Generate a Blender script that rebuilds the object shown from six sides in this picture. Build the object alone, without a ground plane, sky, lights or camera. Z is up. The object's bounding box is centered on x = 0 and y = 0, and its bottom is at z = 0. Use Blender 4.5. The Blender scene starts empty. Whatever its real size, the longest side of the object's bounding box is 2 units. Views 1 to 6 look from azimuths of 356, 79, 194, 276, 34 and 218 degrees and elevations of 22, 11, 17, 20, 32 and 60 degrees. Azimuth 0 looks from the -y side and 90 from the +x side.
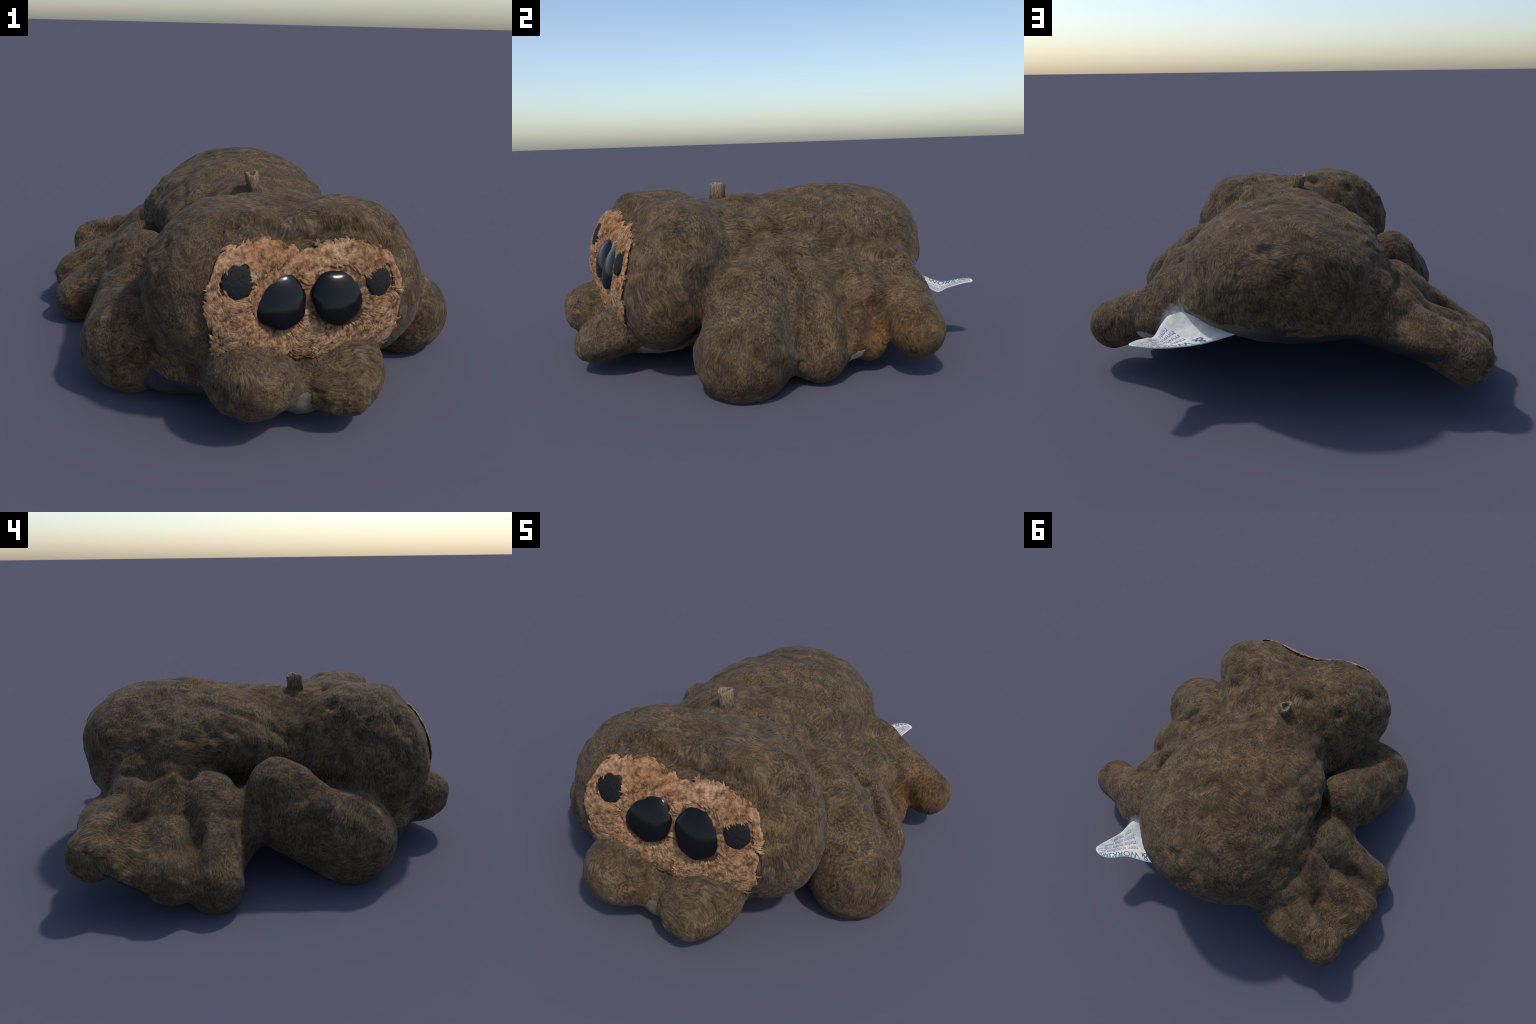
import bpy, math, random
import numpy as np
from mathutils import Vector, noise as mnoise

random.seed(7)
RNG = np.random.default_rng(7)
F = np.float32

# ------------------------------------------------------------------ body form
# Stuffed body = soft union of stuffing volumes.
#   'e': ellipsoid  centre xyz, radii xyz, yaw, pitch, roll
#   'k': limb       three joints xyz, three radii
# third entry: softness of the seam to what is already there
BODY = [
    ('abdomen.front', 'e', 0.12, [-0.021, 0.18, 0.537, 0.408, 0.425, 0.223, -0.009, 0.1, -0.027]),
    ('abdomen.rear', 'e', 0.12, [-0.007, 0.506, 0.502, 0.428, 0.374, 0.275, -0.332, 0.03, 0.023]),
    ('head.left', 'e', 0.08, [-0.05, -0.515, 0.439, 0.388, 0.297, 0.356, 0.672, -0.218, -0.009]),
    ('head.right', 'e', 0.12, [0.416, -0.461, 0.446, 0.296, 0.218, 0.333, 0.064, -0.263, -0.435]),
    ('head.middle', 'e', 0.1, [0.112, -0.406, 0.403, 0.482, 0.419, 0.294, 0.246, 0.459, -0.331]),
    ('thorax', 'e', 0.1, [0.043, -0.072, 0.444, 0.205, 0.191, 0.304, -0.003, 0.022, -0.019]),
    ('belly', 'e', 0.1, [-0.0, 0.321, 0.33, 0.545, 0.538, 0.079, -0.013, 0.102, -0.088]),
    ('web_left', 'e', 0.06, [-0.594, 0.354, 0.21, 0.365, 0.389, 0.076, 0.013, 0.256, -0.193]),
    ('web_right', 'e', 0.06, [0.47, 0.24, 0.22, 0.24, 0.31, 0.12, 0.1, 0.22, 0.1]),
    ('web_front', 'e', 0.06, [0.03, -0.5, 0.165, 0.45, 0.335, 0.115, 0.05, 0.08, 0.02]),
    ('pedipalp_left', 'e', 0.03, [0.002, -0.808, 0.203, 0.174, 0.187, 0.15, 0.0, -0.15, 0.0]),
    ('pedipalp_right', 'e', 0.03, [0.352, -0.722, 0.188, 0.164, 0.205, 0.118, -0.1, 0.44, 0.0]),
    ('leg_front_right', 'k', 0.07, [0.43, 0.0, 0.465, 0.595, -0.115, 0.38, 0.752, -0.188, 0.158, 0.115, 0.138, 0.206]),
    ('leg_mid_right', 'k', 0.11, [0.43, 0.14, 0.44, 0.6, 0.13, 0.35, 0.73, 0.14, 0.115, 0.1, 0.11, 0.115]),
    ('leg_rear_right', 'k', 0.07, [0.499, 0.338, 0.407, 0.585, 0.383, 0.296, 0.665, 0.385, 0.125, 0.091, 0.079, 0.075]),
    ('leg_hind_right', 'k', 0.07, [0.45, 0.56, 0.37, 0.55, 0.585, 0.295, 0.777, 0.56, 0.2, 0.127, 0.122, 0.116]),
    ('leg_front_left', 'k', 0.045, [-0.462, -0.135, 0.39, -0.485, -0.213, 0.262, -0.47, -0.465, 0.168, 0.138, 0.17, 0.212]),
    ('leg_fore_left', 'k', 0.035, [-0.49, 0.165, 0.365, -0.609, 0.109, 0.265, -0.807, 0.101, 0.097, 0.112, 0.11, 0.125]),
    ('leg_mid_left', 'k', 0.035, [-0.489, 0.353, 0.384, -0.628, 0.359, 0.266, -0.856, 0.271, 0.144, 0.109, 0.096, 0.11]),
    ('leg_hind_left', 'k', 0.035, [-0.431, 0.509, 0.424, -0.564, 0.531, 0.318, -0.828, 0.607, 0.217, 0.107, 0.094, 0.115]),
    ('web_gap', 'e', 0.06, [-0.46, 0.02, 0.23, 0.17, 0.13, 0.15, 0.0, 0.0, 0.0]),
    ('web_feelers', 'e', 0.05, [0.19, -0.715, 0.12, 0.11, 0.14, 0.08, 0.0, 0.0, 0.0]),
    ('abdomen.side', 'e', 0.08, [-0.215, 0.37, 0.50, 0.255, 0.28, 0.18, 0.0, 0.0, 0.0]),
    ('web_edge', 'e', 0.05, [0.60, 0.20, 0.13, 0.17, 0.21, 0.08, 0.0, 0.25, 0.0]),
    ('web_low', 'e', 0.05, [-0.19, -0.51, 0.105, 0.27, 0.21, 0.085, 0.2, 0.0, 0.0]),
    ('web_tail', 'e', 0.06, [0.45, 0.635, 0.285, 0.16, 0.12, 0.08, 0.0, 0.0, 0.2]),
]
def rotation(yaw, pitch, roll):
    cy, sy, cp, sp, cr, sr = (math.cos(yaw), math.sin(yaw), math.cos(pitch),
                              math.sin(pitch), math.cos(roll), math.sin(roll))
    rz = np.array([[cy, -sy, 0], [sy, cy, 0], [0, 0, 1]])
    rx = np.array([[1, 0, 0], [0, cp, -sp], [0, sp, cp]])
    ry = np.array([[cr, 0, sr], [0, 1, 0], [-sr, 0, cr]])
    return rz @ rx @ ry


def ellipsoid(P, q):
    d = (P - np.array(q[:3], F)) @ rotation(*q[6:9]).astype(F)
    r = np.maximum(np.abs(np.array(q[3:6])), .1).astype(F)
    a = d / r
    k0 = np.sqrt((a * a).sum(1))
    b = a / r
    return k0 * (k0 - 1) / (np.sqrt((b * b).sum(1)) + F(1e-6))


def limb(P, q):
    """Tapering stuffed tube through three joints: 3 x xyz, then 3 radii."""
    best = None
    for j in (0, 1):
        a, b = np.array(q[3 * j:3 * j + 3], F), np.array(q[3 * j + 3:3 * j + 6], F)
        ra, rb = F(q[9 + j]), F(q[10 + j])
        ba, pa = b - a, P - a
        h = np.clip((pa @ ba) / (ba @ ba), 0, 1)
        d = pa - h[:, None] * ba
        d = np.sqrt((d * d).sum(1)) - (ra + (rb - ra) * h)
        best = d if best is None else np.minimum(best, d)
    return best


def soft_min(a, b, k):
    h = np.maximum(F(k) - np.abs(a - b), 0) / F(k)
    return np.minimum(a, b) - h * h * F(k * .25)


def body_distance(P, each=False):
    D = [(ellipsoid if kind == 'e' else limb)(P, q) for _, kind, _, q in BODY]
    s = D[0]
    for d, (_, _, k, _) in zip(D[1:], BODY[1:]):
        s = soft_min(s, d, k)
    return (s, np.stack(D)) if each else s


def body_gradient(P, e=2e-3):
    g = np.stack([body_distance(P + np.array(v, F) * F(e)) - body_distance(P - np.array(v, F) * F(e))
                  for v in ((1, 0, 0), (0, 1, 0), (0, 0, 1))], 1)
    return g / (np.linalg.norm(g, axis=1, keepdims=True) + 1e-9)


# ------------------------------------------------------------------ value noise (vectorised)
def hash3(i, seed):
    i = i.astype(np.int64)
    n = (i[:, 0] * 73856093) ^ (i[:, 1] * 19349663) ^ (i[:, 2] * 83492791) ^ (seed * 2654435761)
    n = (n ^ (n >> 13)) * 1274126177
    n = n ^ (n >> 16)
    return (n & 0xffff) / 32767.5 - 1


def value_noise(P, scale, seed=0):
    q = P * scale + 100.0
    i = np.floor(q).astype(np.int64)
    f = q - i
    f = f * f * f * (f * (f * 6 - 15) + 10)
    out = 0
    for dx in (0, 1):
        for dy in (0, 1):
            for dz in (0, 1):
                w = ((f[:, 0] if dx else 1 - f[:, 0]) * (f[:, 1] if dy else 1 - f[:, 1])
                     * (f[:, 2] if dz else 1 - f[:, 2]))
                out = out + w * hash3(i + np.array([dx, dy, dz]), seed)
    return out


# ------------------------------------------------------------------ skin the volumes (surface nets)
def skin_body(h):
    lo, hi = np.array([-1.04, -1.06, -.04]), np.array([1.04, 1.06, .92])
    B = 8
    n = (np.ceil((hi - lo) / h / B).astype(int)) * B
    field = np.full(n + 1, 1.0, F)
    nb = n // B
    c = np.stack(np.meshgrid(*[np.arange(k) for k in nb], indexing='ij'), -1).reshape(-1, 3)
    centres = (lo + (c * B + B / 2) * h).astype(F)
    d = body_distance(centres)
    rad = B * h * .87 * 1.3 + .02
    near = np.abs(d) < rad
    for blk in c[(d < 0) & ~near] * B:
        field[blk[0]:blk[0] + B + 1, blk[1]:blk[1] + B + 1, blk[2]:blk[2] + B + 1] = -1
    off = np.stack(np.meshgrid(*[np.arange(B + 1)] * 3, indexing='ij'), -1).reshape(-1, 3)
    blocks = c[near] * B
    for s in range(0, len(blocks), 400):
        idx = (blocks[s:s + 400, None] + off[None]).reshape(-1, 3)
        field[idx[:, 0], idx[:, 1], idx[:, 2]] = body_distance((lo + idx * h).astype(F))
    inside = field < 0
    m = n
    corners = [(i, j, k) for i in (0, 1) for j in (0, 1) for k in (0, 1)]
    count = sum(inside[i:i + m[0], j:j + m[1], k:k + m[2]].astype(np.int8) for i, j, k in corners)
    cells = np.argwhere((count > 0) & (count < 8))
    number = np.full(m, -1, np.int64)
    number[tuple(cells.T)] = np.arange(len(cells))
    total, hits = np.zeros((len(cells), 3)), np.zeros(len(cells))
    for a in corners:
        for ax in range(3):
            if a[ax]:
                continue
            b = list(a)
            b[ax] = 1
            pa, pb = cells + np.array(a), cells + np.array(b)
            va, vb = field[tuple(pa.T)], field[tuple(pb.T)]
            cross = (va < 0) != (vb < 0)
            t = np.where(cross, va / np.where(cross, va - vb, 1), 0)
            p = pa.astype(float)
            p[:, ax] += t
            total[cross] += p[cross]
            hits[cross] += 1
    verts = lo + total / hits[:, None] * h
    faces = []
    for ax in range(3):
        o1, o2 = [(1, 2), (2, 0), (0, 1)][ax]
        sl0, sl1 = [slice(0, None)] * 3, [slice(0, None)] * 3
        sl0[ax], sl1[ax] = slice(0, -1), slice(1, None)
        a, b = inside[tuple(sl0)], inside[tuple(sl1)]
        for flip, e in ((False, np.argwhere(a & ~b)), (True, np.argwhere(~a & b))):
            e = e[(e[:, o1] > 0) & (e[:, o2] > 0) & (e[:, o1] < m[o1]) & (e[:, o2] < m[o2])]
            q = []
            for s1, s2 in ((-1, -1), (0, -1), (0, 0), (-1, 0)):
                g = e.copy()
                g[:, o1] += s1
                g[:, o2] += s2
                q.append(number[tuple(g.T)])
            q = np.stack(q, 1)
            faces.append(q[:, ::-1] if flip else q)
    faces = np.concatenate(faces)
    for _ in range(2):                                   # settle onto the true surface
        P = verts.astype(F)
        verts = verts - body_gradient(P) * body_distance(P)[:, None] * .9
    return verts, faces


def vertex_normals(verts, faces):
    n = np.zeros_like(verts)
    fn = np.cross(verts[faces[:, 2]] - verts[faces[:, 0]], verts[faces[:, 3]] - verts[faces[:, 1]])
    for k in range(4):
        np.add.at(n, faces[:, k], fn)
    return n / (np.linalg.norm(n, axis=1, keepdims=True) + 1e-12)


# ------------------------------------------------------------------ object helpers
def mesh_object(name, verts, faces, material, parent=None, smooth=True, normals=None):
    me = bpy.data.meshes.new(name)
    me.from_pydata([tuple(map(float, v)) for v in verts], [], [tuple(map(int, f)) for f in faces])
    me.update()
    if smooth:
        me.polygons.foreach_set('use_smooth', [True] * len(me.polygons))
    if normals is not None:
        me.normals_split_custom_set_from_vertices([tuple(map(float, v)) for v in normals])
    me.materials.append(material)
    ob = bpy.data.objects.new(name, me)
    bpy.context.scene.collection.objects.link(ob)
    ob.parent = parent
    return ob


# ------------------------------------------------------------------ materials
class Nodes:
    def __init__(self, name):
        self.mat = bpy.data.materials.new(name)
        self.mat.use_nodes = True
        self.t = self.mat.node_tree
        self.t.nodes.clear()
        self.out = self.n('ShaderNodeOutputMaterial')
        self.bsdf = self.n('ShaderNodeBsdfPrincipled')
        self.l(self.bsdf.outputs[0], self.out.inputs[0])
        self.co = self.n('ShaderNodeTexCoord').outputs['Object']

    def n(self, kind, **kw):
        x = self.t.nodes.new(kind)
        for k, v in kw.items():
            setattr(x, k, v)
        return x

    def l(self, a, b):
        self.t.links.new(a, b)

    def mapping(self, scale=(1, 1, 1), rot=(0, 0, 0), src=None):
        m = self.n('ShaderNodeMapping')
        m.inputs['Scale'].default_value = scale
        m.inputs['Rotation'].default_value = rot
        self.l(src or self.co, m.inputs['Vector'])
        return m.outputs[0]

    def noise(self, scale, detail=3, rough=.55, src=None, distort=0):
        x = self.n('ShaderNodeTexNoise')
        x.inputs['Scale'].default_value = scale
        x.inputs['Detail'].default_value = detail
        x.inputs['Roughness'].default_value = rough
        x.inputs['Distortion'].default_value = distort
        self.l(src or self.co, x.inputs['Vector'])
        return x

    def ramp(self, src, stops, interp='LINEAR'):
        x = self.n('ShaderNodeValToRGB')
        x.color_ramp.interpolation = interp
        e = x.color_ramp.elements
        while len(e) < len(stops):
            e.new(.5)
        for el, (p, c) in zip(e, stops):
            el.position = p
            el.color = (*c, 1) if len(c) == 3 else c
        self.l(src, x.inputs[0])
        return x.outputs[0]

    def mix(self, fac, a, b, blend='MIX'):
        x = self.n('ShaderNodeMix', data_type='RGBA', blend_type=blend)
        for s, v in ((x.inputs[0], fac), (x.inputs[6], a), (x.inputs[7], b)):
            if hasattr(v, 'is_output'):
                self.l(v, s)
            elif isinstance(v, (int, float)):
                s.default_value = v
            else:
                s.default_value = (*v, 1)
        return x.outputs[2]

    def math(self, op, a, b=0.0, clamp=False):
        x = self.n('ShaderNodeMath', operation=op, use_clamp=clamp)
        for s, v in ((x.inputs[0], a), (x.inputs[1], b)):
            if hasattr(v, 'is_output'):
                self.l(v, s)
            else:
                s.default_value = v
        return x.outputs[0]

    def bump(self, height, strength=.5, distance=.01):
        x = self.n('ShaderNodeBump')
        x.inputs['Strength'].default_value = strength
        x.inputs['Distance'].default_value = distance
        self.l(height, x.inputs['Height'])
        self.l(x.outputs[0], self.bsdf.inputs['Normal'])

    def finish(self, colour, rough=.9, spec=.2, sheen=0):
        if hasattr(colour, 'is_output'):
            self.l(colour, self.bsdf.inputs['Base Color'])
        else:
            self.bsdf.inputs['Base Color'].default_value = (*colour, 1)
        self.bsdf.inputs['Roughness'].default_value = rough
        self.bsdf.inputs['Specular IOR Level'].default_value = spec
        self.bsdf.inputs['Sheen Weight'].default_value = sheen
        return self.mat


def streaks(k, fine=1.0):
    """Combed-nap grain: stretched noise whose lay swings from patch to patch."""
    swirl = k.noise(2.6, 3)
    warp = k.n('ShaderNodeVectorMath', operation='MULTIPLY_ADD')
    k.l(swirl.outputs['Color'], warp.inputs[0])
    warp.inputs[1].default_value = (.26, .26, .26)
    k.l(k.co, warp.inputs[2])
    w = warp.outputs[0]
    a = k.noise(1, 4, .62, k.mapping((160 * fine, 22 * fine, 110 * fine), (0, 0, .5), w)).outputs[0]
    b = k.noise(1, 4, .62, k.mapping((30 * fine, 160 * fine, 80 * fine), (.5, 0, .3), w)).outputs[0]
    c = k.noise(1, 4, .62, k.mapping((130 * fine, 130 * fine, 18 * fine), (.3, .4, 0), w)).outputs[0]
    m1 = k.ramp(k.noise(2.6, 2).outputs[0], [(.44, (0, 0, 0)), (.56, (1, 1, 1))])
    m2 = k.ramp(k.noise(3.4, 2, src=k.mapping((1, 1, 1), (1, 2, 3))).outputs[0], [(.44, (0, 0, 0)), (.56, (1, 1, 1))])
    return k.mix(m2, k.mix(m1, a, b), c)


def plush_material(name, dark, mid, light, warm=None):
    k = Nodes(name)
    s = streaks(k)
    clump = k.noise(15, 6, .66, distort=.9).outputs[0]          # matted clumps of pile
    h = k.math('ADD', k.math('MULTIPLY', s, .60), k.math('MULTIPLY', clump, .40))
    col = k.ramp(h, [(.36, dark), (.50, mid), (.64, light)])
    blot = k.noise(6, 6, .7).outputs[0]
    col = k.mix(k.ramp(blot, [(.36, (1, 1, 1)), (.56, (0, 0, 0))]), col,
                k.mix(1.0, col, (.66, .65, .65), 'MULTIPLY'))
    olive = k.noise(15, 5, .65, k.mapping((1, 1, 1), (2, .3, 1))).outputs[0]
    col = k.mix(k.ramp(olive, [(.52, (0, 0, 0)), (.68, (1, 1, 1))]), col, k.mix(1.0, col, (1.14, 1.09, .92), 'MULTIPLY'))
    tint = k.noise(2.3, 3, .5, k.mapping((1, 1, 1), (.4, 1.1, 2))).outputs[0]
    col = k.mix(k.ramp(tint, [(.45, (0, 0, 0)), (.68, (1, 1, 1))]), col, k.mix(1.0, col, (1.08, 1.0, .88), 'MULTIPLY'))
    if warm:
        centre, radius, colour = warm
        d = k.n('ShaderNodeVectorMath', operation='DISTANCE')
        k.l(k.co, d.inputs[0])
        d.inputs[1].default_value = centre
        dd = k.math('ADD', d.outputs['Value'], k.math('MULTIPLY', k.noise(9, 4).outputs[0], radius * .9))
        col = k.mix(k.ramp(dd, [(radius * .8, (1, 1, 1)), (radius * 1.7, (0, 0, 0))]), col,
                    k.mix(1.0, col, colour, 'MULTIPLY'))
    d = k.n('ShaderNodeVectorMath', operation='DISTANCE')      # bare white cloth where the tag is sewn in
    k.l(k.mapping((1, 1, .75)), d.inputs[0])
    d.inputs[1].default_value = (.37, .76, .30 * .75)
    dd = k.math('ADD', d.outputs['Value'], k.math('MULTIPLY', k.noise(26, 4).outputs[0], .07))
    col = k.mix(k.ramp(dd, [(.092, (1, 1, 1)), (.135, (0, 0, 0))]), col, (.42, .41, .385))
    k.bump(h, .6, .014)
    return k.finish(col, .95, .12, .05)


BROWN = ((.021, .0145, .0090), (.082, .0555, .0325), (.180, .127, .074))
plush = plush_material('brown_plush', *BROWN, warm=((.74, .46, .16), .21, (1.26, 1.0, .78)))


def belly_material():
    """Smooth backing cloth: slate at the left, tan between the feelers, off-white at the right rear."""
    k = Nodes('belly_scan_fill')
    xyz = k.n('ShaderNodeSeparateXYZ')
    k.l(k.co, xyz.inputs[0])
    x = k.math('ADD', xyz.outputs[0], k.math('MULTIPLY', k.math('SUBTRACT', k.noise(5, 4).outputs[0], .5), .35))
    c = k.ramp(k.math('ADD', k.math('MULTIPLY', x, .5), .5),
               [(.44, (.034, .034, .033)), (.58, (.13, .115, .09)), (.70, (.12, .10, .078)), (.80, (.36, .34, .30))])
    k.bump(k.noise(40, 3).outputs[0], .15, .006)
    return k.finish(c, .9, .15)


belly_mat = belly_material()


def tan_material():
    k = Nodes('tan_fleece')
    v = k.n('ShaderNodeTexVoronoi', feature='F1')
    v.inputs['Scale'].default_value = 75
    k.l(k.mapping((1, 1, .6)), v.inputs['Vector'])
    s = k.noise(60, 3, .6).outputs[0]
    h = k.math('SUBTRACT', s, k.math('MULTIPLY', v.outputs['Distance'], .45))
    c = k.ramp(h, [(.08, (.09, .042, .022)), (.30, (.24, .125, .065)), (.55, (.38, .22, .12))])
    k.bump(h, .6, .01)
    return k.finish(c, .95, .1, .05)


tan = tan_material()


def tuft_material():
    k = Nodes('tan_tufts')
    n = k.noise(46, 4, .62).outputs[0]
    c = k.ramp(n, [(.33, (.110, .052, .026)), (.50, (.310, .176, .092)), (.68, (.500, .315, .178))])
    broad = k.noise(4.5, 2).outputs[0]
    c = k.mix(k.ramp(broad, [(.45, (0, 0, 0)), (.65, (1, 1, 1))]), c, k.mix(1.0, c, (.74, .66, .60), 'MULTIPLY'))
    return k.finish(c, .9, .15)


tufts_mat = tuft_material()


def gloss_material():
    k = Nodes('black_glossy_plastic')
    return k.finish((.006, .0065, .0075), .16, .22)


gloss = gloss_material()


def felt_material():
    k = Nodes('black_stitching')
    n = k.noise(1, 3, .6, k.mapping((160, 60, 160), (0, .4, 0))).outputs[0]
    k.bump(n, .35, .004)
    c = k.ramp(n, [(.45, (.0065, .007, .0075)), (.78, (.020, .021, .022))])
    return k.finish(c, .7, .2)


felt = felt_material()


def ribbon_material(name, lo, hi, worn=None):
    k = Nodes(name)
    s = k.noise(1, 3, .6, k.mapping((180, 180, 18))).outputs[0]
    c = k.ramp(s, [(.35, lo), (.65, hi)])
    if worn:                                             # cut end rubbed pale
        z = k.n('ShaderNodeSeparateXYZ')
        k.l(k.co, z.inputs[0])
        f = k.n('ShaderNodeMapRange')
        k.l(k.math('ADD', z.outputs[2], k.math('MULTIPLY', s, .03)), f.inputs[0])
        f.inputs[1].default_value, f.inputs[2].default_value = worn
        c = k.mix(f.outputs[0], k.mix(1.0, c, (.38, .36, .34), 'MULTIPLY'), c)
    k.bump(s, .3, .004)
    return k.finish(c, .9, .15)


ribbon = ribbon_material('loop_ribbon', (.11, .080, .047), (.27, .20, .13), (.765, .825))


def paper_material():
    k = Nodes('tag_satin')
    c = k.ramp(k.noise(30, 3).outputs[0], [(.35, (.50, .49, .45)), (.65, (.66, .65, .60))])
    return k.finish(c, .7, .25)


paper = paper_material()


def ink_material():
    k = Nodes('blue_ink')
    c = k.ramp(k.noise(40, 2).outputs[0], [(.4, (.035, .075, .22)), (.7, (.12, .18, .36))])
    return k.finish(c, .7, .2)


ink = ink_material()
fine_ink = ribbon_material('pale_blue_ink', (.12, .14, .32), (.24, .27, .44))

# ------------------------------------------------------------------ build the body
root = bpy.data.objects.new('plush_spider', None)
bpy.context.scene.collection.objects.link(root)
root['label'] = 'brown plush jumping spider toy with big black eyes'
root['category'] = 'stuffed toy'

STEP = .008
verts, faces = skin_body(STEP)


# ------------------------------------------------------------------ the face
FACE_O = np.array([.21, -.74, .46])
FACE_U = np.array([.969, .232, -.091])
FACE_V = np.array([-.009, .398, .917])
FACE_N = np.array([.249, -.887, .388])


def face_sink(u, v):
    return .052 * np.exp(-(u / .19) ** 2 - ((v + .07) / .13) ** 2)


def face_to_world(u, v, lift=0.0):
    """Point on the head skin in front of face-plane position (u, v)."""
    u, v = np.atleast_1d(u).astype(float), np.atleast_1d(v).astype(float)
    P = FACE_O + u[:, None] * FACE_U + v[:, None] * FACE_V + FACE_N * .16
    t = np.zeros(len(u))
    for _ in range(60):
        s = head_only((P - FACE_N * t[:, None]).astype(F))
        t += s * .8
        t = np.minimum(t, .4)
    Q = P - FACE_N * t[:, None]
    e = 3e-3
    g = np.stack([head_only((Q + np.array(a) * e).astype(F)) - head_only((Q - np.array(a) * e).astype(F))
                  for a in np.eye(3)], 1)
    g /= np.linalg.norm(g, axis=1, keepdims=True) + 1e-9
    return Q + g * (np.broadcast_to(lift, u.shape) - face_sink(u, v))[:, None], g


def head_only(P):
    s = None
    for name, kind, k, q in BODY:
        if name.startswith('head'):
            d = ellipsoid(P, q)
            s = d if s is None else soft_min(s, d, k)
    return s


MASK = [(-.378, .11), (-.342, .185), (-.28, .228), (-.215, .252), (-.15, .247), (-.085, .220), (-.015, .200),
        (.05, .218), (.12, .238), (.19, .240), (.26, .225), (.325, .185), (.360, .12), (.376, .05), (.378, -.02),
        (.378, -.09), (.355, -.145), (.31, -.18), (.22, -.20), (.10, -.21), (0, -.21), (-.10, -.20), (-.22, -.20),
        (-.33, -.175), (-.362, -.12), (-.384, -.06), (-.390, 0), (-.388, .06)]


def closed_spline(pts, n):
    p = np.array(pts)
    m = len(p)
    out = []
    for i in range(m):
        a, b, c, d = p[i - 1], p[i], p[(i + 1) % m], p[(i + 2) % m]
        for t in np.linspace(0, 1, n, endpoint=False):
            out.append(.5 * (2 * b + (c - a) * t + (2 * a - 5 * b + 4 * c - d) * t * t + (3 * b - a - 3 * c + d) * t ** 3))
    return np.array(out)


BROW_DEPTH = .016
BROW, _ = face_to_world([-.335, -.29, -.22, -.15, -.08, -.015, .05, .12, .19, .265, .33],
                        [.205, .255, .282, .275, .245, .226, .248, .272, .275, .255, .205])


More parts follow.
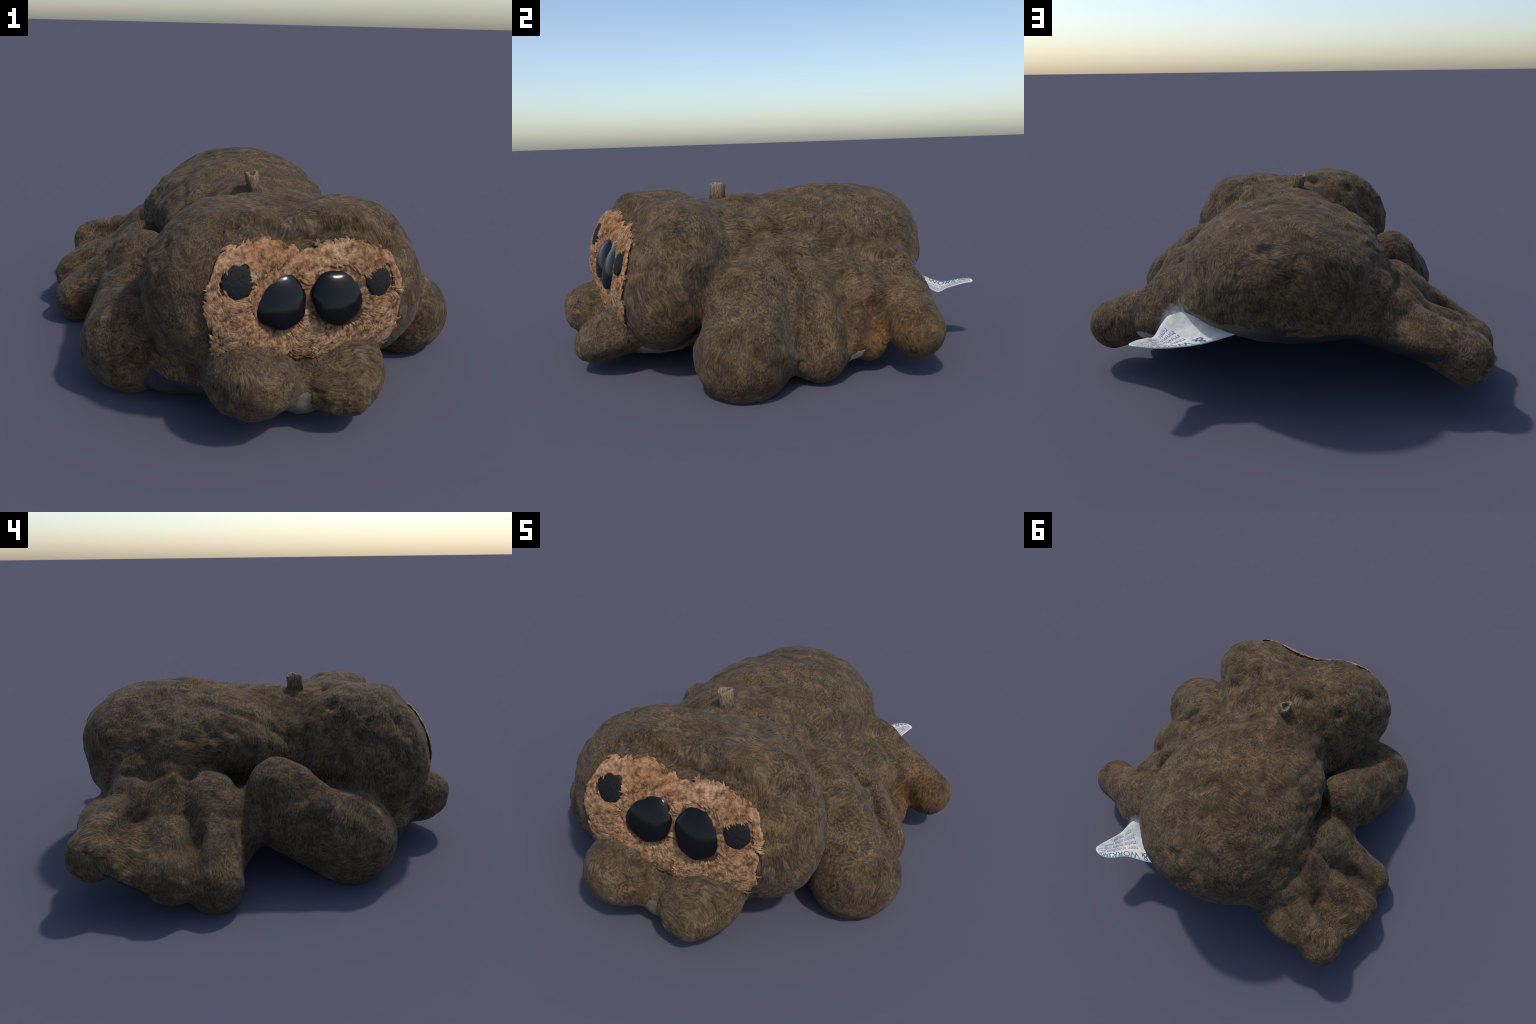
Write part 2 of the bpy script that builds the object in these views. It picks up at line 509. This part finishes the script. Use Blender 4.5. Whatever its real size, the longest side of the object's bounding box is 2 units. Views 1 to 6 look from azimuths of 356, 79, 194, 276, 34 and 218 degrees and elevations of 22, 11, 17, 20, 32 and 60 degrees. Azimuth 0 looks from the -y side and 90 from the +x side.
# creases, dents and (negative depth) ridges pressed into the stuffing: depth, half width, path
PRESSED = [
    # right side: leg seams, hollow before the hind foot, folds of the flank
    (0.046, 0.024, [(0.560, 0.030, 0.535), (0.600, 0.050, 0.495), (0.640, 0.075, 0.450)]),
    (0.038, 0.018, [(0.680, 0.080, 0.400), (0.720, 0.068, 0.330), (0.770, 0.055, 0.245), (0.810, 0.040, 0.120)]),
    (-0.028, 0.050, [(0.590, -0.230, 0.440), (0.650, -0.290, 0.330)]),
    (0.036, 0.024, [(0.600, 0.285, 0.430), (0.650, 0.285, 0.370), (0.705, 0.273, 0.254), (0.760, 0.240, 0.150)]),
    (0.050, 0.046, [(0.680, 0.400, 0.280), (0.715, 0.400, 0.200)]),
    (-0.045, 0.050, [(0.600, 0.450, 0.330)]),
    (0.030, 0.040, [(0.394, -0.198, 0.690), (0.440, -0.190, 0.640)]),
    (-0.016, 0.090, [(0.040, 0.315, 0.775)]),
    (0.026, 0.022, [(0.540, 0.066, 0.535), (0.500, 0.180, 0.530), (0.480, 0.300, 0.505), (0.480, 0.430, 0.480), (0.509, 0.566, 0.489)]),
    (0.018, 0.030, [(0.495, 0.090, 0.529)]),
    (0.014, 0.022, [(0.150, -0.036, 0.729), (0.252, 0.033, 0.690), (0.360, 0.080, 0.640), (0.449, 0.085, 0.575)]),
    (0.012, 0.030, [(0.567, 0.289, 0.471), (0.609, 0.381, 0.404), (0.613, 0.499, 0.360)]),
    (-0.042, 0.065, [(0.300, 0.000, 0.635), (0.330, -0.060, 0.610)]),
    (-0.026, 0.090, [(0.405, 0.345, 0.560), (0.385, 0.240, 0.590)]),
    # left side: dimples and seams between the clustered legs, fuller thighs
    (0.030, 0.040, [(-0.690, 0.476, 0.330), (-0.811, 0.515, 0.320)]),
    (0.030, 0.036, [(-0.727, 0.188, 0.280), (-0.852, 0.225, 0.255)]),
    (-0.035, 0.060, [(-0.406, 0.660, 0.395)]),
    (0.016, 0.026, [(-0.760, 0.185, 0.256), (-0.843, 0.198, 0.223), (-0.916, 0.192, 0.183)]),
    (0.014, 0.030, [(-0.751, 0.477, 0.294), (-0.836, 0.475, 0.254), (-0.916, 0.444, 0.206)]),
    (0.014, 0.028, [(-0.669, 0.065, 0.341), (-0.636, 0.026, 0.327)]),
    (0.014, 0.022, [(-0.533, 0.540, 0.469), (-0.540, 0.388, 0.465), (-0.510, 0.261, 0.450), (-0.480, 0.120, 0.440)]),
    (-0.036, 0.050, [(-0.560, 0.480, 0.390), (-0.610, 0.460, 0.345)]),
    (-0.036, 0.050, [(-0.560, 0.235, 0.350), (-0.640, 0.240, 0.285)]),
    (-0.024, 0.080, [(-0.900, 0.341, 0.212)]),
    (-0.032, 0.060, [(-0.450, -0.253, 0.440), (-0.550, -0.345, 0.373)]),
    (-0.010, 0.030, [(-0.509, -0.107, 0.518), (-0.496, -0.321, 0.399), (-0.517, -0.466, 0.363), (-0.569, -0.563, 0.316)]),
    # neck hollow, dents of the head, folds of the back
    (0.030, 0.060, [(-0.258, -0.200, 0.560), (-0.290, -0.230, 0.510)]),
    (0.016, 0.026, [(-0.026, -0.332, 0.756)]),
    (0.020, 0.032, [(-0.206, -0.373, 0.710)]),
    (0.014, 0.030, [(-0.297, -0.430, 0.661), (-0.290, -0.363, 0.609)]),
    (0.010, 0.024, [(-0.365, -0.509, 0.598), (-0.379, -0.621, 0.581)]),
    (0.008, 0.026, [(-0.400, 0.488, 0.624), (-0.430, 0.343, 0.595), (-0.420, 0.202, 0.609), (-0.380, 0.089, 0.626)]),
    (0.010, 0.022, [(-0.280, 0.064, 0.686), (-0.279, -0.031, 0.650), (-0.259, -0.125, 0.596)]),
    (0.018, 0.120, [(-0.310, 0.510, 0.710), (-0.290, 0.330, 0.710)]),
    (0.012, 0.024, [(-0.023, 0.802, 0.680), (-0.062, 0.795, 0.686)]),
    (0.010, 0.026, [(-0.101, 0.875, 0.560), (-0.147, 0.862, 0.575)]),
    # brow swelling over the face patch, fuller left feeler
    (-0.026, 0.060, [(-0.050, -0.640, 0.745), (0.124, -0.570, 0.710), (0.263, -0.515, 0.732), (0.400, -0.540, 0.720)]),
    (-0.014, 0.060, [(-0.034, -0.945, 0.284)]),
]


def path_distance(P, path):
    path = np.array(path, float)
    if len(path) == 1:
        return np.linalg.norm(P - path[0], axis=1)
    best = np.full(len(P), 9.0)
    for a, b in zip(path[:-1], path[1:]):
        ba = b - a
        h = np.clip(((P - a) @ ba) / (ba @ ba), 0, 1)
        best = np.minimum(best, np.linalg.norm(P - a - h[:, None] * ba, axis=1))
    return best


def lumps(P, N):
    """Uneven stuffing, pressed creases and rubbed nap, as offsets along the normal."""
    d = .010 * value_noise(P, 5.5, 1) + .007 * value_noise(P, 13, 2) + .003 * value_noise(P, 30, 3) \
        + .0016 * value_noise(P, 70, 4)
    ridge = np.abs(value_noise(P, 9, 5))
    d = d - .010 * np.clip(1 - ridge * 4, 0, 1) * np.clip(value_noise(P, 3.2, 6) * 2, 0, 1)
    # crumpled nap: the left flank, the left of the head and a patch on the right shoulder
    rough = np.clip((-P[:, 0] - .12) * 4, 0, 1) * np.clip((P[:, 2] - .46) * 8, 0, 1)
    rough = rough + np.exp(-((P - np.array([.36, .12, .60])) ** 2).sum(1) / .028)
    crumple = .014 * value_noise(P, 17, 11) + .012 * value_noise(P * np.array([1, 1, 1.6]), 11, 12) \
        + .006 * value_noise(P, 36, 13)
    d = d * (1 - .45 * np.clip((np.abs(P[:, 0]) - .42) * 6, 0, 1) * np.clip((.50 - P[:, 2]) * 8, 0, 1))
    d = d + rough * crumple * .55
    d = d * (1 - .4 * np.clip((P[:, 1] - .40) * 5, 0, 1))          # the rump is smoother
    for depth, width, path in PRESSED:
        r = path_distance(P, path) / width
        d = d - depth * np.exp(-r * r)
    d = d - BROW_DEPTH * np.exp(-(path_distance(P, BROW) / .022) ** 2)
    f = P - FACE_O                                         # the face itself is pressed in
    front = np.clip((f @ FACE_N + .12) * 12, 0, 1)
    return d - front * face_sink(f @ FACE_U, f @ FACE_V) * 1.15


N0 = vertex_normals(verts, faces)
relief = lumps(verts, N0)
skin = verts + N0 * relief[:, None]
skin[:, 2] = np.maximum(skin[:, 2], 0.0)
N1 = vertex_normals(skin, faces)

_, each = body_distance(verts.astype(F), True)
names = [b[0].split('.')[0] for b in BODY]
scan_fill = np.array([n.startswith(('belly', 'web')) for n in names])  # belly and webs stand for the scan's hole fill, not sewn material
fn = N1[faces].mean(1)
fd = each[:, faces].mean(2)
face_owner = fd.argmin(0)
furry = np.where(scan_fill[:, None], 9, fd).argmin(0)        # the scan's hole fill shows on the underside only
fc = skin[faces].mean(1)
bare = (fn[:, 2] < -.30) | (np.array([n in ('web_front', 'web_feelers', 'web_low') for n in names])[face_owner] & (fc[:, 2] < .16))
face_owner = np.where(scan_fill[face_owner] & ~bare, furry, face_owner)
groups = {}
for i, n in enumerate(names):
    groups.setdefault('belly_fill' if scan_fill[i] else n, []).append(i)  # underside faces are scan fill, not a fabric part of the toy
for key, ids in groups.items():
    sel = np.isin(face_owner, ids)
    if not sel.any():
        continue
    f = faces[sel]
    used, inv = np.unique(f, return_inverse=True)
    part = key.split('_')[0] if key.startswith(('leg', 'pedipalp')) else key
    mesh_object(part, skin[used], inv.reshape(-1, 4), belly_mat if part == 'belly_fill' else plush,
                root, normals=N1[used])

# ------------------------------------------------------------------ face patch mesh
rim = closed_spline(MASK, 6)
ang = np.linspace(0, 1, len(rim))
rim = rim + np.stack([.003 * np.sin(ang * 190 + 2 * np.sin(ang * 40)), .003 * np.sin(ang * 230)], 1)
RINGS = 34
mid = np.array([0, .02])
mv, mf = [], []
for r in range(RINGS + 1):
    t = r / RINGS
    uv = mid + (rim - mid) * (1 - (1 - t) ** 1.15)
    edge = 1 - t
    lift = -.026 + .032 * np.sqrt(np.clip(edge * 8, 0, 1))
    lift = lift - .016 * t ** 6 * np.clip((-uv[:, 0] - .26) * 10, 0, 1)
    P, g = face_to_world(uv[:, 0], uv[:, 1], lift)
    P = P + g * (.004 * value_noise(P, 22, 9) + .003 * value_noise(P, 50, 10))[:, None]
    mv.append(P)
L = len(rim)
for r in range(RINGS):
    for i in range(L):
        mf.append((r * L + i, (r + 1) * L + i, (r + 1) * L + (i + 1) % L, r * L + (i + 1) % L))
mask_obj = mesh_object('face_patch', np.concatenate(mv), mf, tan, root)


def inside_rim(uv):
    x, y = uv[:, 0], uv[:, 1]
    res = np.zeros(len(uv), bool)
    a, b = rim, np.roll(rim, -1, 0)
    for (x1, y1), (x2, y2) in zip(a, b):
        cond = ((y1 > y) != (y2 > y)) & (x < (x2 - x1) * (y - y1) / (y2 - y1 + 1e-12) + x1)
        res ^= cond
    return res


def to_face(p):
    d = np.array(p) - FACE_O
    return d @ FACE_U, d @ FACE_V, d @ FACE_N


# centre, half width, half height, kind
EYES = [((.109, -.775, .490), .104, .105, 'eye'), ((.322, -.715, .480), .104, .104, 'eye'),
        ((-.056, -.79, .573), .058, .060, 'embroidered_eye'), ((.475, -.663, .522), .054, .058, 'embroidered_eye')]
eye_uv = [(*to_face(p)[:2], a, b) for p, a, b, _ in EYES]


def dome(centre, axis, wide, tall, height, name, material, seg=56, rings=16):
    axis = axis / np.linalg.norm(axis)
    a = FACE_U - axis * (FACE_U @ axis)
    a /= np.linalg.norm(a)
    b = np.cross(axis, a)
    V, Fc = [], []
    for r in range(rings + 1):
        phi = (math.pi * .62) * r / rings
        for s in range(seg):
            th = 2 * math.pi * s / seg
            rr = math.sin(phi) * (1 + min(1, phi) * (.03 * math.sin(3 * th + centre[0] * 40) + .02 * math.sin(7 * th + centre[2] * 90)))
            V.append(centre + axis * height * math.cos(phi) + a * wide * rr * math.cos(th) + b * tall * rr * math.sin(th))
    for r in range(rings):
        for s in range(seg):
            Fc.append((r * seg + s, (r + 1) * seg + s, (r + 1) * seg + (s + 1) % seg, r * seg + (s + 1) % seg))
    return mesh_object(name, V, Fc, material, root)


for p, wide, tall, name in EYES:
    u, v, _ = to_face(p)
    Q, g = face_to_world(u, v)
    ax = FACE_N * 1.0
    if name == 'eye':
        dome(Q[0] + ax * .001, ax, wide, tall, .038, name, gloss)
    else:
        dome(Q[0] + ax * .004, g[0], wide, tall, .011, name, felt, 44, 10)

# fleece tufts: small bent, tapering locks lying on the face patch
lock_v, lock_f = [], []
cand = np.stack([RNG.uniform(-.42, .42, 13000), RNG.uniform(-.22, .28, 13000)], 1)
cand = cand[inside_rim(mid + (cand - mid) * 1.035)]
keep = np.ones(len(cand), bool)
for u, v, wide, tall in eye_uv:
    keep &= np.hypot((cand[:, 0] - u) / (wide + .010), (cand[:, 1] - v) / (tall + .010)) > 1.0
cand = cand[keep]
base, nrm = face_to_world(cand[:, 0], cand[:, 1], .005)
for i, (p, n) in enumerate(zip(base, nrm)):
    u, v = cand[i]
    lay = math.atan2(v - .02, u) + 2.2 * float(value_noise(np.array([[u, v, 0.]]), 9, 21)[0]) \
        + random.gauss(0, .22)
    for eu, ev, wide, tall in eye_uv:                     # locks point away from an eye close by
        if math.hypot((u - eu) / (wide + .02), (v - ev) / (tall + .02)) < 1 and wide > .08:
            lay = math.atan2(v - ev, u - eu) + random.gauss(0, .3)
    ln = random.uniform(.028, .052)
    w = random.uniform(.0034, .0060)
    if not inside_rim(np.array([[u + ln * .8 * math.cos(lay), v + ln * .8 * math.sin(lay)]]))[0]:
        lay += math.pi * .5 + random.gauss(0, .3)          # at the rim they lie along it
        ln *= .6
        w *= .8
    side = math.cos(lay) * FACE_U + math.sin(lay) * FACE_V
    side = side - n * (side @ n)
    side /= np.linalg.norm(side)
    bi = np.cross(n, side)
    k0 = len(lock_v)
    for t, wid, up in ((0, .7, 0), (.35, 1, .55), (.75, .8, .62)):
        c = p + side * ln * t + n * .011 * up
        ww = w * wid
        lock_v += [c + bi * ww, c + n * ww * .9, c - bi * ww]
    lock_v.append(p + side * ln + n * .004)
    for s in range(2):
        a, b = k0 + 3 * s, k0 + 3 * s + 3
        lock_f += [(a, a + 1, b + 1, b), (a + 1, a + 2, b + 2, b + 1)]
    e = k0 + 6
    lock_f += [(e, e + 1, k0 + 9), (e + 1, e + 2, k0 + 9)]
tuft = mesh_object('fleece_tufts', lock_v, lock_f, tufts_mat, mask_obj)
tuft['kind'] = 'stuff'

# ------------------------------------------------------------------ ribbon loop stub on the back
LOOP_BASE, LOOP_TOP = np.array([.045, -.195, .70]), np.array([.022, -.186, .815])
seg, V, Fc = 20, [], []
prof = [(0, .064), (.25, .044), (.6, .037), (.92, .040), (1.0, .037), (.985, .027), (.8, .022)]
axis = LOOP_TOP - LOOP_BASE
for t, r in prof:
    for s in range(seg):
        th = 2 * math.pi * s / seg
        wob = 1 + .12 * math.sin(3 * th + 1) + .05 * math.sin(5 * th)
        tip = .012 * math.sin(2 * th + .6) * max(0, t - .5)
        V.append(LOOP_BASE + axis * t + np.array([.72 * r * wob * math.cos(th), r * wob * math.sin(th), tip]))
for a in range(len(prof) - 1):
    for s in range(seg):
        Fc.append((a * seg + s, a * seg + (s + 1) % seg, (a + 1) * seg + (s + 1) % seg, (a + 1) * seg + s))
Fc.append(tuple(range((len(prof) - 1) * seg, len(prof) * seg)))
mesh_object('ribbon_loop', V, Fc, ribbon, root)

# ------------------------------------------------------------------ cloth tag
# along s: from the seam (0) to the tip (1); across t: top edge (0) to lower edge (1)
TAG_TOP = [(.320, .66, .44), (.428, .735, .335), (.459, .80, .274), (.464, .86, .291), (.478, .93, .310), (.486, .972, .314)]
TAG_LOW = [(.080, .80, .325), (.215, .858, .292), (.320, .900, .284), (.385, .972, .308), (.435, .992, .319), (.474, .986, .317)]


def curve_at(pts, s):
    p = np.array(pts)
    x = s * (len(p) - 1)
    i = min(int(x), len(p) - 2)
    t = x - i
    a, b, c, d = p[max(i - 1, 0)], p[i], p[i + 1], p[min(i + 2, len(p) - 1)]
    return .5 * (2 * b + (c - a) * t + (2 * a - 5 * b + 4 * c - d) * t * t + (3 * b - a - 3 * c + d) * t ** 3)


def tag_point(s, t, lift=0.0):
    s, t = min(max(s, 0), 1), min(max(t, 0), 1)

    def q(s, t):
        a, b = curve_at(TAG_TOP, s), curve_at(TAG_LOW, s)
        return a + (b - a) * t - np.array([0, 0, .02]) * math.sin(math.pi * t) * (1 - s)
    p = q(s, t)
    s0 = min(s, .97)
    ds, dt = q(min(s0 + .01, 1), t) - q(max(s0 - .01, 0), t), q(s0, min(t + .02, 1)) - q(s0, max(t - .02, 0))
    n = np.cross(dt, ds)
    n = n / (np.linalg.norm(n) + 1e-9)
    if n[2] < 0:
        n = -n
    return p + n * lift


NS, NT = 30, 14
V, Fc = [], []
for sheet, lift in ((0, .0025), (1, -.0025)):
    for i in range(NS + 1):
        for j in range(NT + 1):
            V.append(tag_point(i / NS, j / NT, lift))
idx = lambda sh, i, j: sh * (NS + 1) * (NT + 1) + i * (NT + 1) + j
for i in range(NS):
    for j in range(NT):
        Fc.append((idx(0, i, j), idx(0, i, j + 1), idx(0, i + 1, j + 1), idx(0, i + 1, j)))
        Fc.append((idx(1, i, j), idx(1, i + 1, j), idx(1, i + 1, j + 1), idx(1, i, j + 1)))
for i in range(NS):
    Fc.append((idx(0, i, 0), idx(0, i + 1, 0), idx(1, i + 1, 0), idx(1, i, 0)))
    Fc.append((idx(0, i, NT), idx(1, i, NT), idx(1, i + 1, NT), idx(0, i + 1, NT)))
for j in range(NT):
    Fc.append((idx(0, NS, j), idx(0, NS, j + 1), idx(1, NS, j + 1), idx(1, NS, j)))
tag = mesh_object('cloth_tag', V, Fc, paper, root)


def lettering(text, s0, s1, t0, t1, material, name):
    """Text run along the tag from s0 to s1, standing between t0 (feet) and t1 (tops)."""
    cu = bpy.data.curves.new(name, 'FONT')
    cu.body = text
    cu.resolution_u = 2
    ob = bpy.data.objects.new(name, cu)
    bpy.context.scene.collection.objects.link(ob)
    dg = bpy.context.evaluated_depsgraph_get()
    me = ob.evaluated_get(dg).to_mesh()
    co = np.array([v.co[:] for v in me.vertices])
    fs = [tuple(p.vertices) for p in me.polygons]
    ob.evaluated_get(dg).to_mesh_clear()
    bpy.data.objects.remove(ob)
    lo, hi = co.min(0), co.max(0)
    W = []
    for c in co:
        a = (c[0] - lo[0]) / (hi[0] - lo[0])
        b = (c[1] - lo[1]) / (hi[1] - lo[1])
        W.append(tag_point(s0 + (s1 - s0) * a, t0 + (t1 - t0) * b, .0036))
    return mesh_object(name, W, fs, material, tag, smooth=False)


lettering('& WORKSHOP', .16, .84, .77, .985, ink, 'large_lettering')
for t, s0, s1, words in [(.60, .24, .90, 'nnmn hhnu lmnn nlnu mn'), (.44, .24, .90, 'mnhu lnnm hnlu nmh'),
                         (.28, .24, .74, 'hnmn nlhn mulh'), (.12, .26, .60, 'nmhl lnnu mh')]:
    lettering(words, s0, s1, t, t + .13, fine_ink, 'fine_lettering')
